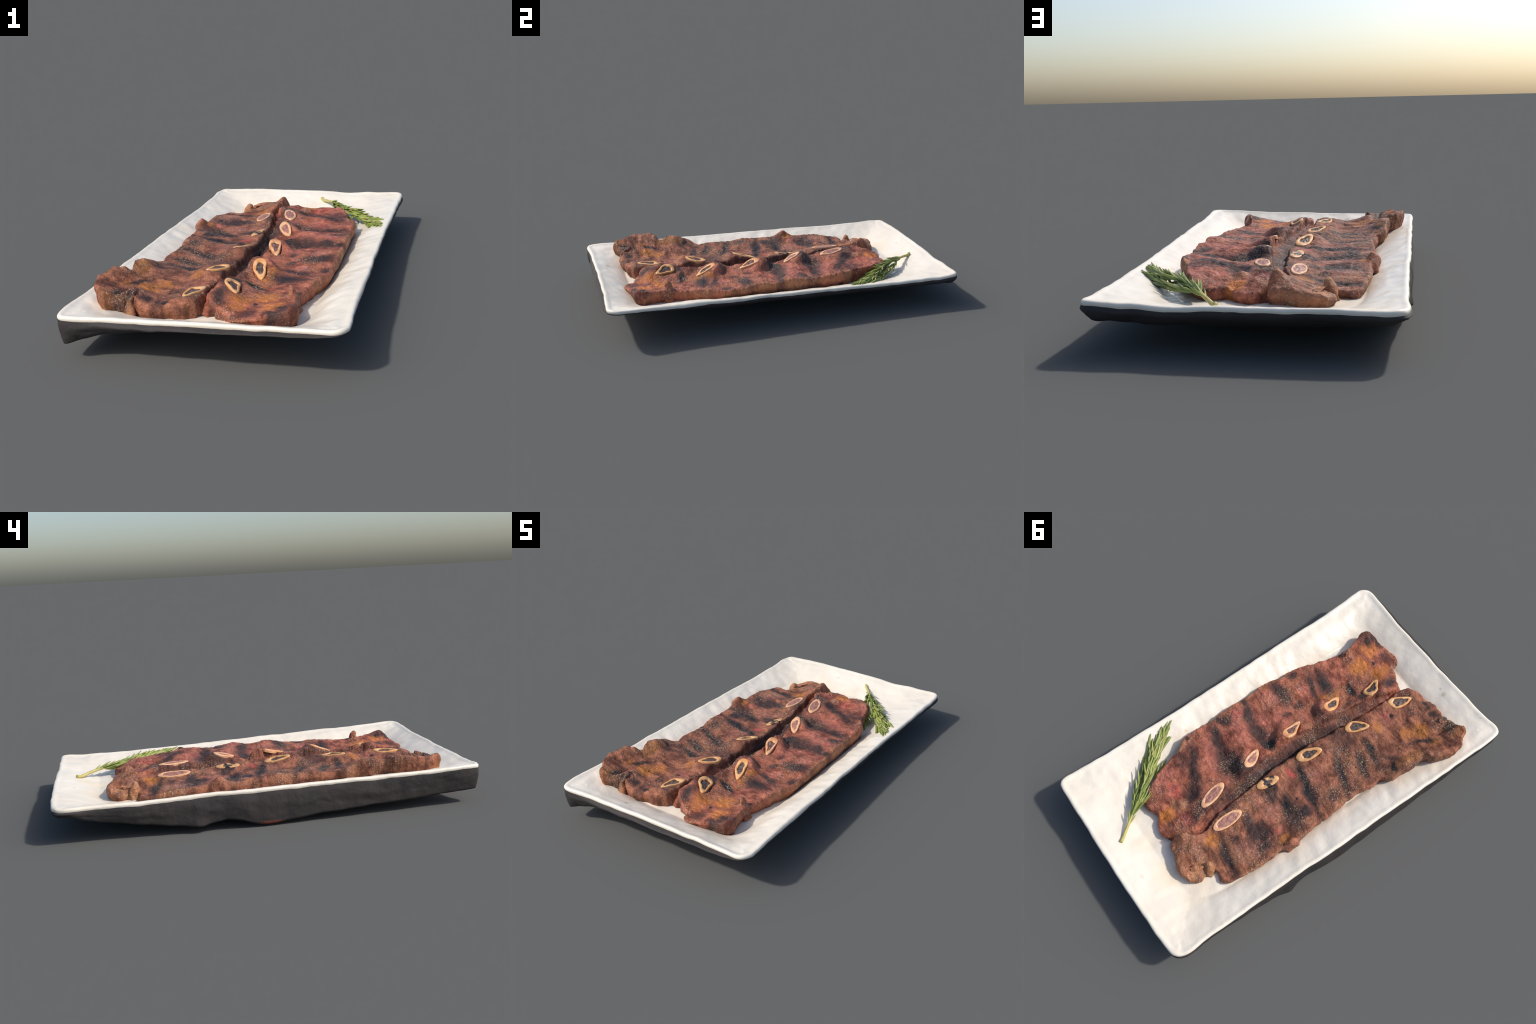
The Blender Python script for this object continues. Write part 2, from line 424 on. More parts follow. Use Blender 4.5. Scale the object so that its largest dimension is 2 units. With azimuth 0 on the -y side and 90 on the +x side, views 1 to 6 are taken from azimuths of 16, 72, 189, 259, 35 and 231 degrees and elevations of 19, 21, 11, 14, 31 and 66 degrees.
def build_plate():
    thing = empty('serving_plate', (0, 0, 0.0), 'long rectangular white glazed plate with dark underside', 'plate')
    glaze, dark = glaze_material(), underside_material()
    V2, T = fill_loop(rim, .0085, inner=(.004, .009), seed=3)
    z = plate_height(V2)
    z[:N_RIM] = rim[:, 2] - .001
    V = [(*p, q) for p, q in zip(V2, z)]
    F = [tuple(t) for t in T]
    # outer white band of the lip
    band = .016 + .004 * fbm(np.c_[rim[:, :2] * 2, np.zeros(N_RIM)], 6, 2, 5)
    rows = [list(range(N_RIM))]
    prof = [(.0035, .30), (.0045, .65), (.0025, 1.0)]
    for off, t in prof:
        base = len(V)
        P = rim[:, :2] + rim_n * off
        for i in range(N_RIM):
            V.append((P[i, 0], P[i, 1], rim[i, 2] - .001 - t * band[i]))
        rows.append(list(range(base, base + N_RIM)))
    for a, b in zip(rows[:-1], rows[1:]):
        for i in range(N_RIM):
            j = (i + 1) % N_RIM
            F.append((a[i], b[i], b[j], a[j]))
    top = make('glazed_dish', V, F, glaze); adopt(top, thing)
    # dark wall and foot
    edge = np.array([V[i] for i in rows[-1]])
    Vu = [tuple(p) for p in edge]; Fu = []
    prev = list(range(N_RIM))
    foot_xy = rim[:, :2] - rim_n * rim[:, 4:5]
    foot_z = np.minimum(rim[:, 5], edge[:, 2] - .012)
    foot_z = np.maximum(foot_z + .006 * fbm(np.c_[rim[:, :2], np.ones(N_RIM)], 12, 2, 2) * smoothstep(.0, .06, foot_z), 0.0)
    nr = 14
    for r in range(1, nr + 1):
        t = r / nr
        bulge = rim[:, 3] * math.sin(math.pi * min(t, 1) ** .8) * .9
        lump = .006 * fbm(np.c_[rim[:, :2], np.full(N_RIM, t * .3)], 8, 3, 9) * math.sin(math.pi * t)
        P = edge[:, :2] * (1 - t ** 2.2) + foot_xy * t ** 2.2 + rim_n * (bulge + lump)[:, None]
        zz = edge[:, 2] * (1 - t) + foot_z * t
        base = len(Vu); Vu += [(P[i, 0], P[i, 1], zz[i]) for i in range(N_RIM)]
        cur = list(range(base, base + N_RIM))
        for i in range(N_RIM):
            j = (i + 1) % N_RIM
            Fu.append((prev[i], cur[i], cur[j], prev[j]))
        prev = cur
    foot = np.array([Vu[i] for i in prev])
    B2, BT = fill_loop(foot, .03, inner=(), seed=5)
    hull = tps([(x, y, z) for x, y, z in foot[::28]] + [(0, 0, .055), (.25, 0, .080), (-.3, 0, .03), (0, .5, .05), (0, -.5, .085), (.25, .5, .08), (.25, -.5, .095)])
    hz = np.clip(np.minimum(hull(B2), plate_height(B2) - .012), 0.001, 1); hz[:N_RIM] = foot[:, 2]
    off = len(Vu) - N_RIM
    Vu += [(*p, q) for p, q in zip(B2[N_RIM:], hz[N_RIM:])]
    Fu += [tuple(off + i for i in reversed(t)) for t in BT]
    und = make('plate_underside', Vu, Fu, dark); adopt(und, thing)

# ------------------------------------------------------------------ rib racks
# outline in plan (x, y, height of the top at the edge)
RIGHT = dict(
    outline=[(.333, -.811), (.300, -.838), (.235, -.842), (.150, -.862), (.101, -.853), (.075, -.815), (.045, -.79), (.007, -.757), (-.021, -.744), (-.040, -.705), (-.030, -.64), (.000, -.56), (.014, -.50), (.026, -.385), (.039, -.272),
             (.056, -.163), (.066, -.059), (.059, .048), (.036, .175), (.024, .261), (.003, .351), (-.010, .434), (-.022, .495), (-.050, .540), (-.062, .58), (-.042, .625), (-.022, .66), (.000, .705), (.041, .722), (.094, .710), (.126, .686),
             (.187, .708), (.230, .695), (.262, .640), (.300, .560), (.320, .500), (.335, .440), (.360, .380), (.385, .325), (.392, .255), (.388, .18), (.392, .068), (.394, -.045), (.396, -.169), (.388, -.257),
             (.386, -.359), (.352, -.451), (.335, -.525), (.312, -.600), (.312, -.650), (.322, -.71), (.340, -.780)],
    heights=[(.041, -.604, .198), (.091, -.386, .191), (.093, -.125, .201), (.081, .132, .203), (.039, .402, .197),
             (.21, -.37, .174), (.20, -.17, .174), (.20, -.44, .170), (.18, .40, .194), (.345, -.41, .182), (.36, -.14, .196), (.36, -.08, .187), (.36, .125, .187), (.36, .25, .198), (.345, .33, .192), (.355, -.33, .176),
             (.122, -.528, .160), (.25, -.52, .170), (.10, -.26, .172), (.26, -.24, .182), (.32, -.30, .180), (.11, 0, .160), (.24, .0, .174), (.31, -.05, .184), (.20, .095, .196), (.35, .04, .202), (.10, .26, .163), (.21, .235, .174), (.23, .31, .190), (.13, .49, .174), (.24, .51, .190),
             (.164, -.73, .173), (.09, -.82, .160), (.31, -.79, .196), (.03, -.70, .185), (.25, -.66, .178), (.06, .58, .180), (.05, .65, .166), (.18, .60, .184), (.20, .67, .166), (.355, -.25, .182)],
    # local lumps: x, y, half length, half width, angle, height
    lumps=[(.284, -.635, .026, .018, 1.9, .012), (.325, -.80, .035, .028, .3, .012), (-.02, -.72, .04, .03, 1.0, .012), (.092, .545, .028, .024, 0, .020), (.02, .62, .04, .03, .5, .018),
           (.13, .60, .05, .02, .4, -.012), (.10, .66, .03, .012, 1.2, -.014), (.372, .33, .022, .028, 0, .012), (.14, -.50, .09, .018, .5, -.010), (.20, .555, .09, .012, .6, .010),
           (.22, .085, .13, .035, -.33, .006), (.23, -.12, .13, .035, -.05, .004), (.20, .33, .12, .035, -.40, .005), (.23, .215, .13, .024, -.28, -.006), (.27, -.015, .12, .024, -.34, -.006), (.24, -.22, .10, .02, .0, -.004), (.22, -.41, .09, .026, -.12, -.005), (.21, .42, .10, .022, -.45, -.005)],
    waves=(.003, .265, .134), flare=.072, bones='R', mat=None)
LEFT = dict(
    outline=[(-.054, -.645), (-.044, -.690), (-.052, -.735), (-.070, -.785), (-.104, -.808), (-.170, -.820), (-.224, -.836), (-.278, -.825), (-.318, -.806), (-.342, -.822), (-.380, -.832), (-.418, -.855), (-.452, -.825), (-.490, -.755), (-.502, -.678),
             (-.476, -.600), (-.448, -.575), (-.422, -.548), (-.432, -.505), (-.432, -.455), (-.420, -.405), (-.416, -.365), (-.398, -.342), (-.380, -.320), (-.384, -.253), (-.370, -.205), (-.368, -.119), (-.378, -.057),
             (-.380, .055), (-.380, .134), (-.392, .180), (-.408, .217), (-.398, .265), (-.378, .295), (-.384, .370), (-.376, .469), (-.356, .580), (-.325, .612), (-.285, .600), (-.262, .603), (-.258, .639), (-.269, .693), (-.235, .738), (-.168, .756),
             (-.108, .735), (-.047, .718), (-.026, .705), (-.028, .656), (-.048, .615), (-.080, .575), (-.078, .530), (-.064, .484), (-.052, .436), (-.046, .377), (-.036, .301), (-.029, .238), (-.025, .157), (-.016, .082),
             (-.016, .022), (-.019, -.044), (-.018, -.137), (-.027, -.233), (-.034, -.342), (-.046, -.424), (-.046, -.531)],
    heights=[(-.106, -.677, .190), (-.087, -.406, .192), (-.065, -.116, .192), (-.061, .142, .178), (-.105, .416, .176),
             (-.20, -.37, .172), (-.18, -.10, .168), (-.175, .16, .158), (-.21, .40, .164), (-.25, -.28, .170), (-.35, -.12, .184), (-.35, .14, .178), (-.345, .40, .168),
             (-.10, -.54, .172), (-.24, -.54, .175), (-.08, -.27, .176), (-.32, -.22, .184), (-.09, .02, .180), (-.19, .02, .172), (-.30, .04, .182), (-.31, -.08, .186), (-.09, .27, .166), (-.20, .28, .164), (-.28, .30, .170),
             (-.20, -.74, .178), (-.28, -.66, .184), (-.312, -.75, .206), (-.30, -.80, .196), (-.42, -.82, .226), (-.462, -.74, .228), (-.40, -.70, .204), (-.428, -.587, .230), (-.455, -.646, .236), (-.385, -.455, .224), (-.33, -.52, .192), (-.38, -.345, .182),
             (-.09, -.77, .178), (-.10, .52, .160), (-.18, .52, .152), (-.24, .56, .146), (-.29, .60, .136), (-.33, .56, .146), (-.055, .632, .200), (-.12, .66, .184), (-.035, .70, .163), (-.2, .70, .163), (-.21, .61, .158)],
    lumps=[(-.05, .635, .035, .030, .9, .030), (-.10, .69, .08, .035, -.45, .012), (-.236, .612, .022, .020, 0, .022), (-.20, .675, .045, .012, 1.2, -.010), (-.378, .235, .035, .024, 1.4, .030), (-.36, .245, .012, .012, 0, -.012),
           (-.325, -.76, .040, .018, 1.2, .014), (-.365, -.75, .05, .016, 1.3, -.022), (-.43, -.585, .016, .018, 0, .012), (-.395, -.46, .045, .022, 1.5, .010), (-.365, -.53, .06, .014, 1.4, -.008), (-.425, -.545, .014, .02, 0, -.018),
           (-.46, -.65, .03, .02, 1.2, .010), (-.45, -.70, .018, .02, 0, -.008), (-.17, .60, .05, .02, .3, -.010),
           (-.20, .0, .13, .018, -.29, -.006), (-.23, -.19, .11, .018, -.40, -.006), (-.26, -.30, .08, .016, -.39, -.005), (-.26, .14, .09, .024, -.23, -.005), (-.25, .335, .08, .030, -.2, -.005), (-.25, .52, .09, .018, -.25, -.005),
           (-.22, -.08, .12, .028, -.35, .004), (-.24, .07, .12, .026, -.25, .004), (-.24, .24, .12, .030, -.2, .005), (-.27, .43, .10, .035, -.2, .005), (-.25, -.245, .10, .018, -.4, .003)],
    waves=(.003, .262, .15), flare=.020, bones='L', mat=None)

def rack_height(R, Q):
    P3 = np.c_[Q[:, :2], np.zeros(len(Q))]
    z = R['tps'](Q)
    a, per, ph = R['waves']
    wob = .05 * noise3(P3 * 4 + 3.3)
    mid = smoothstep(-.60, -.40, Q[:, 1]) * smoothstep(.58, .40, Q[:, 1])
    z = z + mid * a * .6 * np.cos(2 * math.pi * (Q[:, 1] - ph + wob + .12 * (Q[:, 0] - .1)) / per)
    for x, y, l, w, ang, h in R['lumps']:
        dx, dy = Q[:, 0] - x, Q[:, 1] - y
        u = (dx * math.cos(ang) + dy * math.sin(ang)) / l; v = (-dx * math.sin(ang) + dy * math.cos(ang)) / w
        z = z + h * np.exp(-(u * u + v * v) * 1.1)
    # the flesh rises to meet each cut bone
    for c, a, b, *_ in BONES[R['bones']]:
        A = np.array([a[:2], b[:2]]).T
        uv = np.linalg.solve(A, (Q[:, :2] - np.array(c[:2])).T)
        rho = np.hypot(uv[0], uv[1])
        zb = c[2] + np.clip(uv[0], -1.12, 1.12) * a[2] + np.clip(uv[1], -1.12, 1.12) * b[2] - .0005 - .012 * smoothstep(.95, .7, rho)
        w = smoothstep(2.6, 1.2, rho)
        z = z * (1 - w) + zb * w
    # muscle bundles run across the rack; finer tatters everywhere
    rag = 1 + 1.1 * smoothstep(-.42, -.58, Q[:, 1]) * (Q[:, 0] < -.2) + 1.3 * smoothstep(.5, .6, Q[:, 1])
    z = z + rag * .0060 * fbm(P3 * [.5, 1.3, 1], 15, 3, 4.0 + ph) + .0042 * fbm(P3, 42, 3, 9.0 + ph)
    return z

def build_rack(name, R, label):
    thing = empty(name, (float(np.mean([p[0] for p in R['outline']])), 0, .12), label, 'grilled meat')
    R['tps'] = tps(R['heights'])
    n = 900
    loop = closed_curve(ccw(R['outline']), n)
    loop[:, 1] += .012 * smoothstep(-.74, -.80, loop[:, 1]) - .012 * smoothstep(.62, .68, loop[:, 1]) * (1 if R['bones'] == 'R' else .4)
    nr = outward(loop)
    P3 = np.c_[loop, np.zeros(n)]
    loop = loop + nr * (.010 * fbm(P3, 20, 3, 5) + .003 * fbm(P3, 80, 2, 2))[:, None]
    nr = outward(loop)
    V2, T = fill_loop(loop, .0042, inner=(.0012, .003, .006, .0095), seed=9)
    d, k = edge_distance(V2, loop)
    d[:n] = 0
    zt = rack_height(R, V2)
    floor = plate_height(V2)
    thick = np.maximum(zt - floor, .02)
    r = .0115 + .006 * fbm(np.c_[V2, np.zeros(len(V2))], 14, 2, 31)
    e = np.clip(1 - d / r, 0, 1)
    z = zt - .42 * thick * (1 - np.sqrt(np.clip(1 - e ** 2, 0, 1)))
    V = [(*p, q) for p, q in zip(V2, z)]; F = [tuple(t) for t in T]
    # side wall down to the plate
    prev = list(range(n)); ztop = z[:n]; fl = floor[:n] - .006
    rows = 14
    inset = np.full(n, .014); w = np.zeros(n)
    ker = np.hanning(43); ker /= ker.sum()
    nrs = np.stack([np.convolve(np.r_[nr[-21:, q], nr[:, q], nr[:21, q]], ker, 'valid') for q in (0, 1)], 1)
    if R.get('flare'):      # the wall beside the crease spreads out at its foot
        w = smoothstep(.2, .7, nr[:, 0] * (1 if R['bones'] == 'L' else -1)) * smoothstep(-.80, -.66, loop[:, 1]) * smoothstep(.72, .60, loop[:, 1]) * (np.abs(loop[:, 0]) < .12)
        inset = inset * (1 - w) - w * R['flare'] * (1 + .3 * fbm(P3, 9, 2, 6))
    fl = fl + .030 * (w if R.get('flare') else 0)
    for q in range(1, rows + 1):
        t = q / rows
        fib = .006 * fbm(np.c_[loop[:, :2] * 1.0, np.full(n, t * .02)], 40, 3, 13) * math.sin(math.pi * min(t * 1.1, 1)) * (1 - .8 * w)
        P = loop - nrs * (inset * t ** np.where(inset < 0, .75, 1.3))[:, None] + nr * fib[:, None]
        zz = ztop * (1 - t) + fl * t
        base = len(V); V += [(P[i, 0], P[i, 1], zz[i]) for i in range(n)]
        cur = list(range(base, base + n))
        for i in range(n):
            j = (i + 1) % n
            F.append((prev[i], cur[i], cur[j], prev[j]))
        prev = cur
    B2, BT = fill_loop(np.array([V[i] for i in prev]), .03, inner=(), seed=2)
    off = len(V) - n
    bz = plate_height(B2) - .006
    V += [(*p, q) for p, q in zip(B2[n:], bz[n:])]
    F += [tuple(off + i for i in reversed(t)) for t in BT]
    meat = make('meat', V, F, R['mat']); adopt(meat, thing)
    return thing

# standing tags of flesh and fat: kind, path (x, y, z), half widths across and along, turn of the section
TAGS = {'R': [('meat_flap', [(.300, -.628, .118), (.294, -.632, .165), (.288, -.634, .195), (.284, -.636, .214), (.281, -.637, .226)], [(.020, .030), (.017, .026), (.014, .023), (.012, .019), (.005, .008)], .25),
              ('fat_lump', [(.092, .540, .140), (.092, .542, .168), (.090, .545, .184), (.089, .546, .190)], [(.032, .036), (.028, .030), (.018, .02), (.004, .005)], .3)],
        'L': [('fat_lump', [(-.245, .628, .110), (-.242, .622, .150), (-.238, .615, .172), (-.236, .613, .186), (-.236, .612, .191)], [(.030, .026), (.026, .024), (.018, .017), (.011, .011), (.004, .004)], .0),
              ('fat_lump', [(-.180, .715, .120), (-.200, .690, .158), (-.215, .668, .168), (-.222, .640, .160)], [(.022, .02), (.017, .014), (.014, .012), (.005, .005)], .5),
              ('meat_flap', [(-.328, -.795, .13), (-.325, -.780, .19), (-.321, -.765, .216), (-.319, -.755, .226)], [(.026, .032), (.018, .026), (.014, .020), (.005, .007)], .5),
              ('meat_flap', [(-.380, .235, .13), (-.385, .232, .175), (-.388, .230, .198), (-.389, .229, .204)], [(.020, .036), (.016, .032), (.012, .022), (.004, .007)], .1)]}

def build_tag(parent, kind, path, half, turn, mat, seed):
    P = np.array(path); H = np.array(half); m = len(P)
    s = np.linspace(0, m - 1, 26)
    k = np.arange(m)
    C = np.stack([np.interp(s, k, P[:, q]) for q in range(3)], 1); W = np.stack([np.interp(s, k, H[:, q]) for q in range(2)], 1)
    for A in (C, W):
        A[1:-1] = .25 * A[:-2] + .5 * A[1:-1] + .25 * A[2:]
    n = 40; th = np.linspace(0, 2 * math.pi, n, endpoint=False)
    e1 = np.array([math.cos(turn), math.sin(turn), 0]); e2 = np.array([-math.sin(turn), math.cos(turn), 0])
    V = np.vstack([c + np.outer(w[0] * np.cos(th), e1) + np.outer(w[1] * np.sin(th), e2) for c, w in zip(C, W)] + [C[-1:] + [0, 0, .002]])
    R2 = np.repeat(W.mean(1), n)
    V[:-1, :2] += (np.stack([fbm(V[:-1], 28, 2, seed), fbm(V[:-1], 28, 2, seed + 9)], 1)) * (R2 * .5)[:, None]
    F = []
    for i in range(25):
        for j in range(n):
            q = (j + 1) % n
            F.append((i * n + j, i * n + q, (i + 1) * n + q, (i + 1) * n + j))
    for j in range(n): F.append((25 * n + j, 25 * n + (j + 1) % n, 26 * n))
    adopt(make(kind, V, F, mat), parent)

# bones: centre, long half axis, short half axis, shape exponents, wall share, kind
BONES = {
 'R': [((.041, -.608, .198), (-.027, .055, .009), (-.034, -.020, .018), .40, 'dry', .35),
       ((.091, -.386, .191), (-.020, .059, .026), (-.035, -.010, -.003), .46, 'dry', .30),
       ((.093, -.125, .201), (-.019, .065, .018), (-.033, -.011, .004), .46, 'pale', .30),
       ((.081, .132, .205), (-.027, .059, .018), (-.029, -.011, -.006), .46, 'pink', .22),
       ((.039, .402, .197), (-.024, .079, .003), (-.035, -.011, .002), .34, 'pink', .06)],
 'L': [((-.106, -.677, .191), (.021, .063, -.001), (-.037, .012, -.003), .36, 'dry', .30),
       ((-.087, -.406, .193), (.032, .057, -.007), (-.034, .019, -.001), .36, 'dry', .30),
       ((-.065, -.116, .193), (.023, .066, -.015), (-.034, .010, -.008), .46, 'dry', .15),
       ((-.061, .142, .179), (.010, .061, -.002), (-.029, .004, -.006), .62, 'burnt', .10),
       ((-.105, .416, .176), (.001, .083, -.002), (-.037, .000, -.007), .30, 'pink', .04)]}

def build_bone(parent, spec, mats, seed):
    c, a, b, wall, kind, irr = spec
    c, a, b = np.array(c), np.array(a), np.array(b)
    nn = np.cross(a, b); nn /= np.linalg.norm(nn)
    if nn[2] < 0: nn = -nn; b = -b
    c = c + nn * .0025
    rs = np.random.RandomState(seed)
    n = 72; th = np.linspace(0, 2 * math.pi, n, endpoint=False)
    ph = rs.uniform(0, 6.28, 4); tap = .32 if irr > .1 else 0.0        # drop-shaped section, narrow towards the front
    rad = 1 + irr * (.22 * np.cos(3 * th + ph[0]) + .14 * np.cos(2 * th + ph[1]) + .08 * np.cos(5 * th + ph[2]))
    sharp = 1 + .10 * np.cos(2 * th)                       # leaf-shaped ends
    ro = rad * sharp / max((rad * sharp).max(), 1e-6)
    ri = (1 - wall) * ro * (1 + .10 * np.cos(3 * th + ph[3]) * (irr > .1) + .05 * np.cos(7 * th + ph[1]))
    def ring(r, h):
        jit = .0008 * np.cos(4 * th + ph[2])
        return c + np.outer(r * np.cos(th), a) + np.outer(r * np.sin(th) * (1 + tap * np.cos(th)), b) + np.outer(h + jit, nn)
    prof = [(ro * .96, -.016), (ro * 1.0, -.008), (ro * 1.0, -.001), (ro * .97, .0012), (ro * .6 + ri * .4, .0019), (ro * .3 + ri * .7, .0018), (ri * 1.02, .0008), (ri, -.002), (ri * .97, -.012)]
    V = np.vstack([ring(r, h) for r, h in prof]); F = []
    for q in range(len(prof) - 1):
        for i in range(n):
            j = (i + 1) % n
            F.append((q * n + i, q * n + j, (q + 1) * n + j, (q + 1) * n + i))
    ob = make('bone', V, F, mats[kind]); adopt(ob, parent)
    # marrow plug
    Vm = []; Fm = []
    ks = [1.01, .85, .65, .42, .2]
    deep = {'dry': -.0035, 'pale': -.002, 'pink': .0006, 'burnt': .001}[kind]
    for kk in ks:
        P = ring(ri * kk, deep + .002 * (1 - kk))
        P = P + nn * (.0016 * fbm(P, 60, 2, seed))[:, None]
        Vm.append(P)
    Vm = np.vstack(Vm + [(c + nn * (deep + .002))[None]])
    for q in range(len(ks) - 1):
        for i in range(n):
            j = (i + 1) % n
            Fm.append((q * n + i, q * n + j, (q + 1) * n + j, (q + 1) * n + i))
    for i in range(n):
        Fm.append(((len(ks) - 1) * n + i, (len(ks) - 1) * n + (i + 1) % n, len(ks) * n))
    mo = make('marrow', Vm, Fm, mats['m_' + kind]); mo.parent = ob

# ------------------------------------------------------------------ rosemary
def tube(path, radii, sides=10):
    P = np.array(path, float); V = []; F = []
    for i, p in enumerate(P):
        t = P[min(i + 1, len(P) - 1)] - P[max(i - 1, 0)]; t /= np.linalg.norm(t)
        s = np.cross(t, [0, 0, 1]); s /= np.linalg.norm(s); u = np.cross(s, t)
        for q in range(sides):
            a = 2 * math.pi * q / sides
            V.append(p + radii[i] * (math.cos(a) * s + math.sin(a) * u))
    for i in range(len(P) - 1):
        for q in range(sides):
            r = (q + 1) % sides
            F.append((i * sides + q, i * sides + r, (i + 1) * sides + r, (i + 1) * sides + q))
    F.append(tuple(range(sides - 1, -1, -1))); F.append(tuple((len(P) - 1) * sides + q for q in range(sides)))
    return V, F

def leaf_mesh(name, mat, seed, bend, width):
    """narrow rosemary leaf of unit length along +x, rolled edges, real thickness"""
    n, mseg = 14, 6
    V = []; F = []
    def rows(off):
        for i in range(n + 1):
            t = i / n
            w = width * (math.sin(math.pi * min(t * .93 + .05, 1)) ** .55) * (1 - .25 * t)
            zc = bend * t * t
            for j in range(mseg + 1):
                s = j / mseg * 2 - 1
                V.append((t, s * w + .03 * math.sin(2.5 * t + seed) * t, zc - .55 * w * s * s + off * (1 - .5 * s * s) + .18 * w * (abs(s) < .1)))
    rows(.018); m = mseg + 1; b = len(V); rows(-.018)
    for i in range(n):
        for j in range(mseg):
            F.append((i * m + j, (i + 1) * m + j, (i + 1) * m + j + 1, i * m + j + 1))
            F.append((b + i * m + j, b + i * m + j + 1, b + (i + 1) * m + j + 1, b + (i + 1) * m + j))
    for i in range(n):
        F.append((i * m, b + i * m, b + (i + 1) * m, (i + 1) * m)); k = mseg
        F.append((i * m + k, (i + 1) * m + k, b + (i + 1) * m + k, b + i * m + k))
    for j in range(mseg):
        F.append((j, j + 1, b + j + 1, b + j)); q = n * m
        F.append((q + j, b + q + j, b + q + j + 1, q + j + 1))
    me = bpy.data.meshes.new(name); me.from_pydata(V, [], F); me.materials.append(mat); me.update(); me.shade_smooth()
    return me

def build_rosemary():
    thing = empty('rosemary_sprig', (.29, .65, .15), 'green rosemary sprig with narrow leaves and yellow stem', 'herb')
    stem_mat = herb_material('young_stem', (.60, .52, .17), (.54, .48, .14), (.40, .32, .10))
    leaf_a = herb_material('rosemary_green', (.14, .20, .035), (.33, .39, .08), (.46, .49, .15))
    leaf_b = herb_material('rosemary_pale', (.34, .38, .10), (.46, .46, .14), (.55, .54, .24))
    meshes = [leaf_mesh('leaf', leaf_a, 0, .05, .065), leaf_mesh('leaf', leaf_a, 2, -.06, .075), leaf_mesh('leaf', leaf_b, 4, .10, .06), leaf_mesh('leaf', leaf_a, 1, .0, .085)]
    main = [(.112, .888, .158), (.145, .842, .168), (.182, .79, .176), (.232, .715, .184), (.285, .638, .186), (.338, .567, .182), (.385, .508, .174), (.42, .46, .168)]
    side = [[(.182, .79, .176), (.222, .752, .176), (.275, .70, .17), (.33, .64, .164), (.38, .58, .162), (.43, .515, .164)],
            [(.182, .79, .176), (.205, .735, .178), (.235, .665, .176), (.268, .60, .168), (.30, .535, .158)],
            [(.285, .638, .186), (.33, .60, .19), (.385, .545, .186), (.43, .48, .178), (.455, .44, .172)]]
    drop = np.array([0, 0, -.010])
    paths = []
    for pth, r0 in [(main, .0085)] + [(s, .0042) for s in side]:
        P = np.array(pth) + drop; s = np.linspace(0, len(P) - 1, 40)
        Q = np.stack([np.interp(s, np.arange(len(P)), P[:, k]) for k in range(3)], 1)
        for _ in range(6):
            Q[1:-1] = .25 * Q[:-2] + .5 * Q[1:-1] + .25 * Q[2:]
        fl = plate_height(Q)
        Q[:, 2] = np.maximum(Q[:, 2], fl + .008)
        V, F = tube(Q, np.linspace(r0, r0 * .45, 40))
        ob = make('stem', V, F, stem_mat); adopt(ob, thing)
        paths.append(Q)
    rnd = random.Random(5)
    def place(p, d, length, roll, k):
        d = d / np.linalg.norm(d)
        up = np.array([0, 0, 1.0]); s = np.cross(up, d); s /= np.linalg.norm(s) + 1e-9; u = np.cross(d, s)
        ca, sa = math.cos(roll), math.sin(roll)
        s2 = ca * s + sa * u; u2 = -sa * s + ca * u
        M = Matrix(((d[0] * length, s2[0] * length, u2[0] * length, p[0]), (d[1] * length, s2[1] * length, u2[1] * length, p[1]),
                    (d[2] * length, s2[2] * length, u2[2] * length, p[2]), (0, 0, 0, 1)))
        ob = bpy.data.objects.new('leaf', meshes[k]); COL.objects.link(ob)
        ob.parent = thing; ob.matrix_parent_inverse = Matrix.Translation(thing.location).inverted()
        ob.matrix_basis = M
    for pi, (Q, cnt) in enumerate(zip(paths, (72, 54, 44, 52))):
        for i in range(cnt):
            t = (i + .5) / cnt
            if pi == 0: t = .20 + .80 * t
            else: t = .12 + .88 * t
            j = min(int(t * 38) + 1, 38)
            p = Q[j]; tan = Q[min(j + 1, 39)] - Q[j - 1]; tan = tan / np.linalg.norm(tan)
            sd = np.cross(tan, [0, 0, 1]); sd /= np.linalg.norm(sd)
            ang = i * 2.4 + rnd.uniform(-.4, .4)
            spread = rnd.uniform(.12, .36) * (1.0 if t < .8 else .8)
            rad = math.cos(ang) * sd + .75 * math.sin(ang) * np.array([0, 0, 1.0])
            d = tan + rad * spread
            L = rnd.uniform(.075, .125) * (.65 + .5 * t if t < .6 else 1.0)
            if pi == 0 and t < .25: L *= .8
            tip = p + d / np.linalg.norm(d) * L
            fl = plate_height(np.array([tip]))[0] + .006
            if tip[2] < fl: d = d + np.array([0, 0, (fl - tip[2]) / L])
            k = rnd.choice([0, 0, 1, 3, 3, 2])
            if pi == 0 and t > .75 or pi == 3: k = rnd.choice([0, 1, 2, 2, 3])
            place(p, d, L, rnd.uniform(-.9, .9), k)

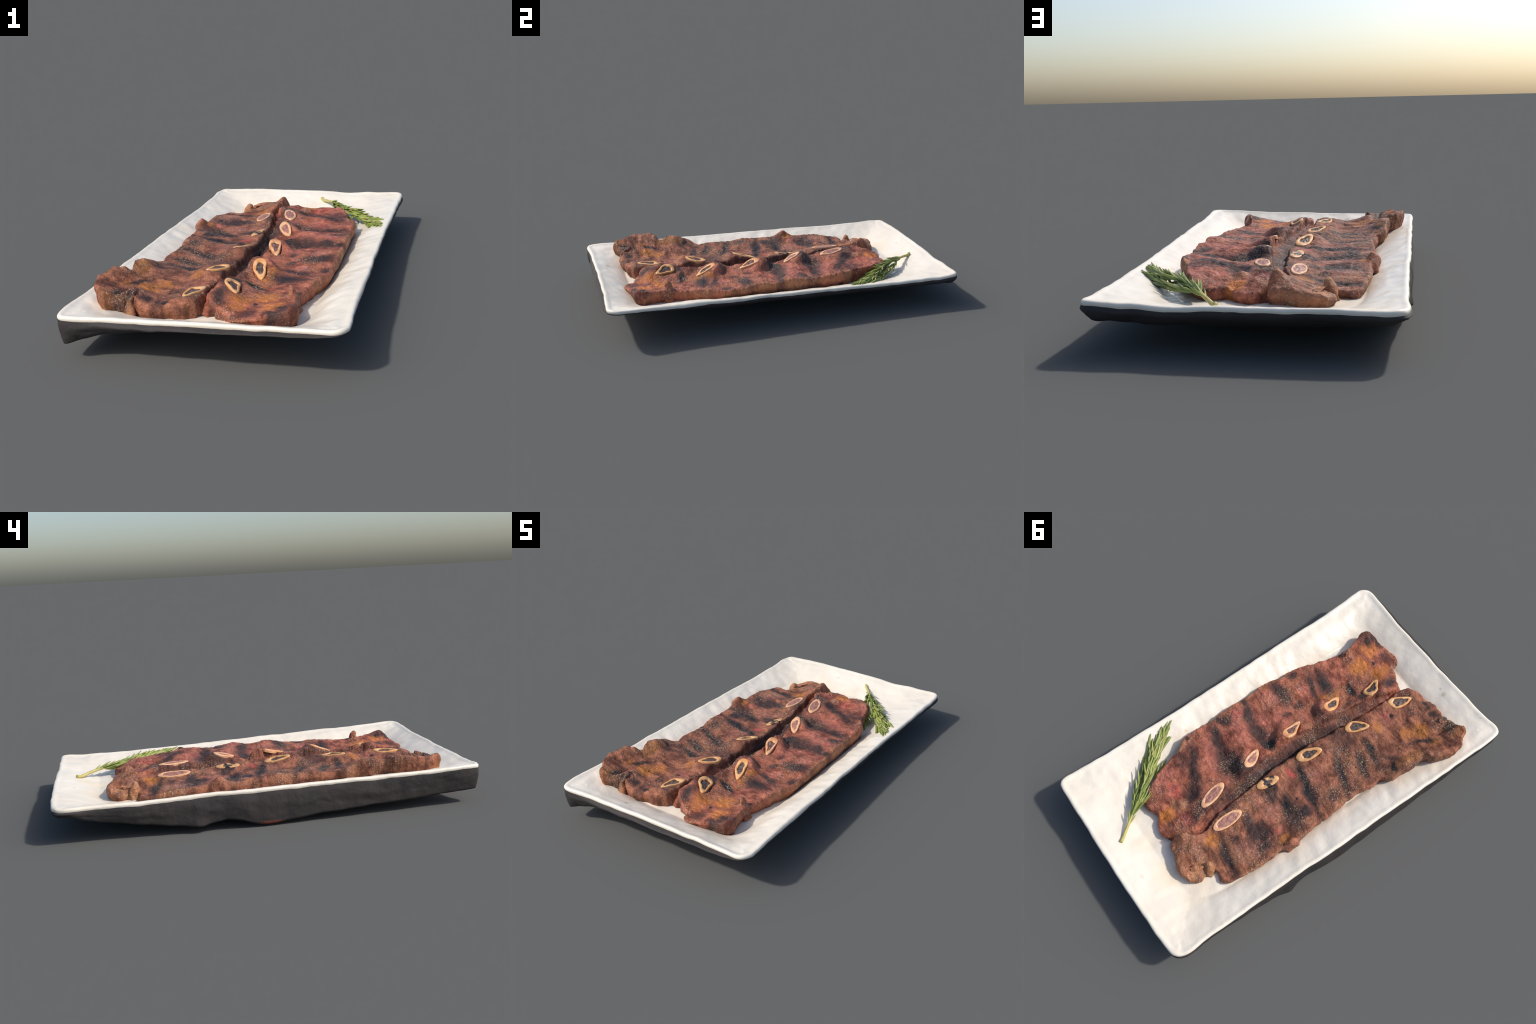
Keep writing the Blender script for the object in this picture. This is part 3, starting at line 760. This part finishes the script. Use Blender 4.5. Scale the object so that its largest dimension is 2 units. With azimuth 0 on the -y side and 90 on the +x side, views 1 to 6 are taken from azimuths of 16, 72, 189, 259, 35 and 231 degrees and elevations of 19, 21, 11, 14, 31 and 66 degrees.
# ------------------------------------------------------------------ colour layout of the meat (plan positions)
PI2 = math.pi / 2
COLR = dict(base_a=(.155, .040, .023), base_b=(.41, .135, .078), base_c=(.31, .088, .036), grain=.2,
    char=[stroke(.035, -.42, .03, .42, .018, .7), stroke(-.012, -.45, -.005, .45, .03, .95), stroke(.357, .187, .210, .230, .023),  # first two strokes are long dark bands along the crease wall
          stroke(.210, .230, .054, .238, .045), stroke(.371, -.028, .234, .020, .023), stroke(.234, .020, .142, .017, .032), 
          stroke(.355, -.211, .272, -.212, .029), spot(.359, -.319, .019), stroke(.312, -.400, .176, -.343, .015, .9), stroke(.257, -.442, .177, -.422, .032), 
          spot(.192, -.162, .017, .7), spot(.198, -.249, .017, .7), stroke(.298, .350, .126, .438, .023), stroke(.123, .449, .091, .490, .032), 
          stroke(.294, .419, .254, .408, .028, .6), stroke(.365, .137, .314, .113, .020), stroke(.094, .249, .051, .162, .035, .85), spot(.036, -.534, .026), 
          stroke(.024, -.679, .006, -.719, .023, .9), stroke(.303, -.782, .264, -.767, .012), stroke(.270, -.828, .233, -.809, .014), 
          spot(.154, -.799, .023, .6), spot(.088, -.821, .012, .8), stroke(.013, -.038, .008, -.166, .015, .6), stroke(.042, .466, -.012, .532, .018, .8), 
          stroke(.119, -.293, .056, -.286, .014, .6), stroke(.302, -.765, .277, -.834, .023, .7)],
    black=[spot(.106, .013, .032), stroke(.145, -.530, .073, -.515, .012), spot(.364, .334, .012), spot(.162, -.728, .012), 
          stroke(.150, -.522, .078, -.508, .010), spot(.213, .233, .011), spot(.213, -.429, .014, .8), spot(.363, -.023, .012, .8)],
    pink=[stroke(.332, .060, .200, .095, .040), stroke(.275, .258, .136, .306, .040), spot(.313, -.139, .040, .9), spot(.251, -.321, .035, .8), 
          spot(.172, -.127, .042, .7), spot(.195, -.479, .032, .7), spot(.244, .585, .046), spot(.264, .525, .038, .9), spot(.084, .294, .031, .6), 
          spot(.117, -.312, .031, .7), spot(.129, -.218, .031, .6), stroke(.255, -.046, .167, -.042, .031, .7)],
    pink_c=(.46, .150, .105), pink_k=.75,
    orange=[spot(.185, -.648, .048), spot(.235, -.755, .038, .8), spot(.096, -.695, .037, .8), stroke(.140, -.439, .153, -.365, .017), spot(.095, .636, .037), 
          spot(.137, -.444, .025, .7), spot(.093, -.748, .031, .7)],
    orange_c=(.56, .19, .035), orange_k=.85,
    tan=[stroke(.408, -.36, .408, .26, .034), stroke(.345, -.62, .385, -.40, .028), stroke(.36, -.80, .34, -.68, .022), stroke(.10, -.87, .30, -.86, .02), stroke(.41, .24, .40, .32, .02), spot(.35, .38, .03)],
    tan_c=(.42, .18, .085), tan_k=.85,
    red=[spot(.337, .051, .026, .8), spot(.173, .538, .035, .8), spot(.014, .575, .031, .8), spot(.227, .282, .023, .5)], red_c=(.50, .09, .075), red_k=.65,
    fat=[spot(.092, .545, .026), spot(.12, .57, .02), spot(.29, -.63, .02, .5)], fat_c=(.48, .22, .11), fat_k=.7)
COLL = dict(base_a=(.118, .039, .021), base_b=(.345, .130, .072), base_c=(.25, .086, .037), grain=-.1,
    char=[stroke(.005, -.5, .005, .42, .022, .95), stroke(-.189, .124, -.321, .155, .034), spot(-.284, .093, .032), spot(-.250, .333, .045),  # first stroke is a long dark band along this rack's crease side
          spot(-.318, .349, .031, .9), stroke(-.136, -.228, -.326, -.148, .018), stroke(-.196, -.324, -.322, -.273, .017, .9), 
          stroke(-.190, -.391, -.308, -.357, .015), spot(-.099, -.298, .058, .6), stroke(-.168, .499, -.333, .541, .018), 
          stroke(-.152, .328, -.221, .359, .017, .8), stroke(-.065, .134, -.145, .169, .020, .8), stroke(-.074, -.038, -.308, .032, .020, .9), 
          spot(-.265, -.771, .023, .9), stroke(-.332, -.583, -.371, -.667, .011), spot(-.370, -.788, .028, .8), stroke(-.318, -.779, -.325, -.805, .012), 
          spot(-.211, -.775, .023, .5), stroke(-.057, .317, -.072, .451, .012, .6), stroke(-.293, -.425, -.365, -.449, .012, .7), 
          stroke(-.013, -.150, -.015, -.047, .011, .7), spot(-.304, -.075, .028, .6), spot(-.202, .439, .020, .6)],
    black=[stroke(-.074, -.038, -.302, .033, .008), stroke(-.178, -.395, -.229, -.390, .011), spot(-.149, -.588, .012), spot(-.171, -.689, .006), 
          spot(-.193, -.694, .006), spot(-.185, -.778, .011), stroke(-.356, -.414, -.392, -.411, .012), spot(-.329, -.145, .009), spot(-.211, .072, .007), 
          spot(-.206, .136, .015), spot(-.282, -.653, .006), spot(-.372, .275, .007)],
    pink=[spot(-.190, .221, .045), spot(-.287, .255, .025, .8), spot(-.099, .232, .032, .6), stroke(-.117, -.569, -.155, -.558, .028), 
          stroke(-.250, .455, -.280, .401, .046, .9), spot(-.176, -.075, .048, .6), spot(-.227, .015, .035, .5), spot(-.291, -.217, .031, .4)],
    pink_c=(.38, .130, .090), pink_k=.75,
    orange=[spot(-.291, -.650, .043), spot(-.260, -.592, .035, .8), spot(-.152, -.490, .026, .7), spot(-.140, .536, .034), spot(-.349, .253, .026), 
          spot(-.383, -.668, .028, .7), stroke(-.388, -.450, -.386, -.537, .026, .8), spot(-.414, -.803, .038, .5)],
    orange_c=(.46, .165, .03), orange_k=.8,
    tan=[spot(-.24, .64, .05), stroke(-.10, .74, -.22, .74, .03, .8), stroke(-.30, .46, -.22, .5, .035, .7), stroke(-.39, .38, -.37, .56, .016, .7), stroke(-.40, -.45, -.41, -.36, .02, .7)],
    tan_c=(.36, .165, .085), tan_k=.75,
    red=[spot(-.090, .021, .022), spot(-.287, .255, .015, .5), spot(-.124, -.563, .014, .4)], red_c=(.46, .065, .06), red_k=.85,
    fat=[stroke(-.20, .66, -.235, .71, .016), spot(-.236, .615, .022), spot(-.17, -.835, .014), stroke(-.31, -.83, -.32, -.81, .014)], fat_c=(.50, .25, .12), fat_k=.7)

# ------------------------------------------------------------------ assembly
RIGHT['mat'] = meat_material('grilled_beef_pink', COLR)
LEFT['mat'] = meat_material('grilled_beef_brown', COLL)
bone_mats = {'dry': bone_material('bone_tan', (.68, .38, .17), (.60, .27, .09)), 'pale': bone_material('bone_pale', (.70, .37, .20), (.62, .28, .11)),
             'pink': bone_material('bone_pinkish', (.70, .41, .23), (.60, .29, .15)), 'burnt': bone_material('bone_burnt', (.62, .35, .15), (.52, .25, .10), [stroke(-.11, .145, -.02, .155, .010), spot(-.05, .11, .012)]),
             'm_dry': marrow_material('marrow_dark', (.055, .035, .032), (.12, .075, .06)), 'm_pale': marrow_material('marrow_brown', (.11, .055, .045), (.22, .11, .09)),
             'm_pink': marrow_material('marrow_pink', (.36, .17, .12), (.27, .11, .09)), 'm_burnt': marrow_material('marrow_charred', (.04, .028, .026), (.09, .05, .04))}
build_plate()
right = build_rack('short_rib_rack', RIGHT, 'grilled beef short rib strip with char stripes and cut bones')
left = build_rack('short_rib_rack', LEFT, 'browned grilled short rib strip with ragged folded ends')
for i, s in enumerate(BONES['R']): build_bone(right, s, bone_mats, 40 + i)
for i, s in enumerate(BONES['L']): build_bone(left, s, bone_mats, 60 + i)
fat_mat = meat_material('browned_fat', dict(COLL, base_a=(.34, .135, .060), base_b=(.46, .22, .11), base_c=(.40, .15, .07), char=[spot(-.23, .70, .006), spot(-.19, .69, .006)], black=[spot(-.205, .70, .004)], pink=None, orange=None, tan=None, red=None, fat=None))
for i, (kd, path, half, turn) in enumerate(TAGS['R']): build_tag(right, kd, path, half, turn, fat_mat if kd == 'fat_lump' else RIGHT['mat'], 3 + i)
for i, (kd, path, half, turn) in enumerate(TAGS['L']): build_tag(left, kd, path, half, turn, fat_mat if kd == 'fat_lump' else LEFT['mat'], 13 + i)
build_rosemary()
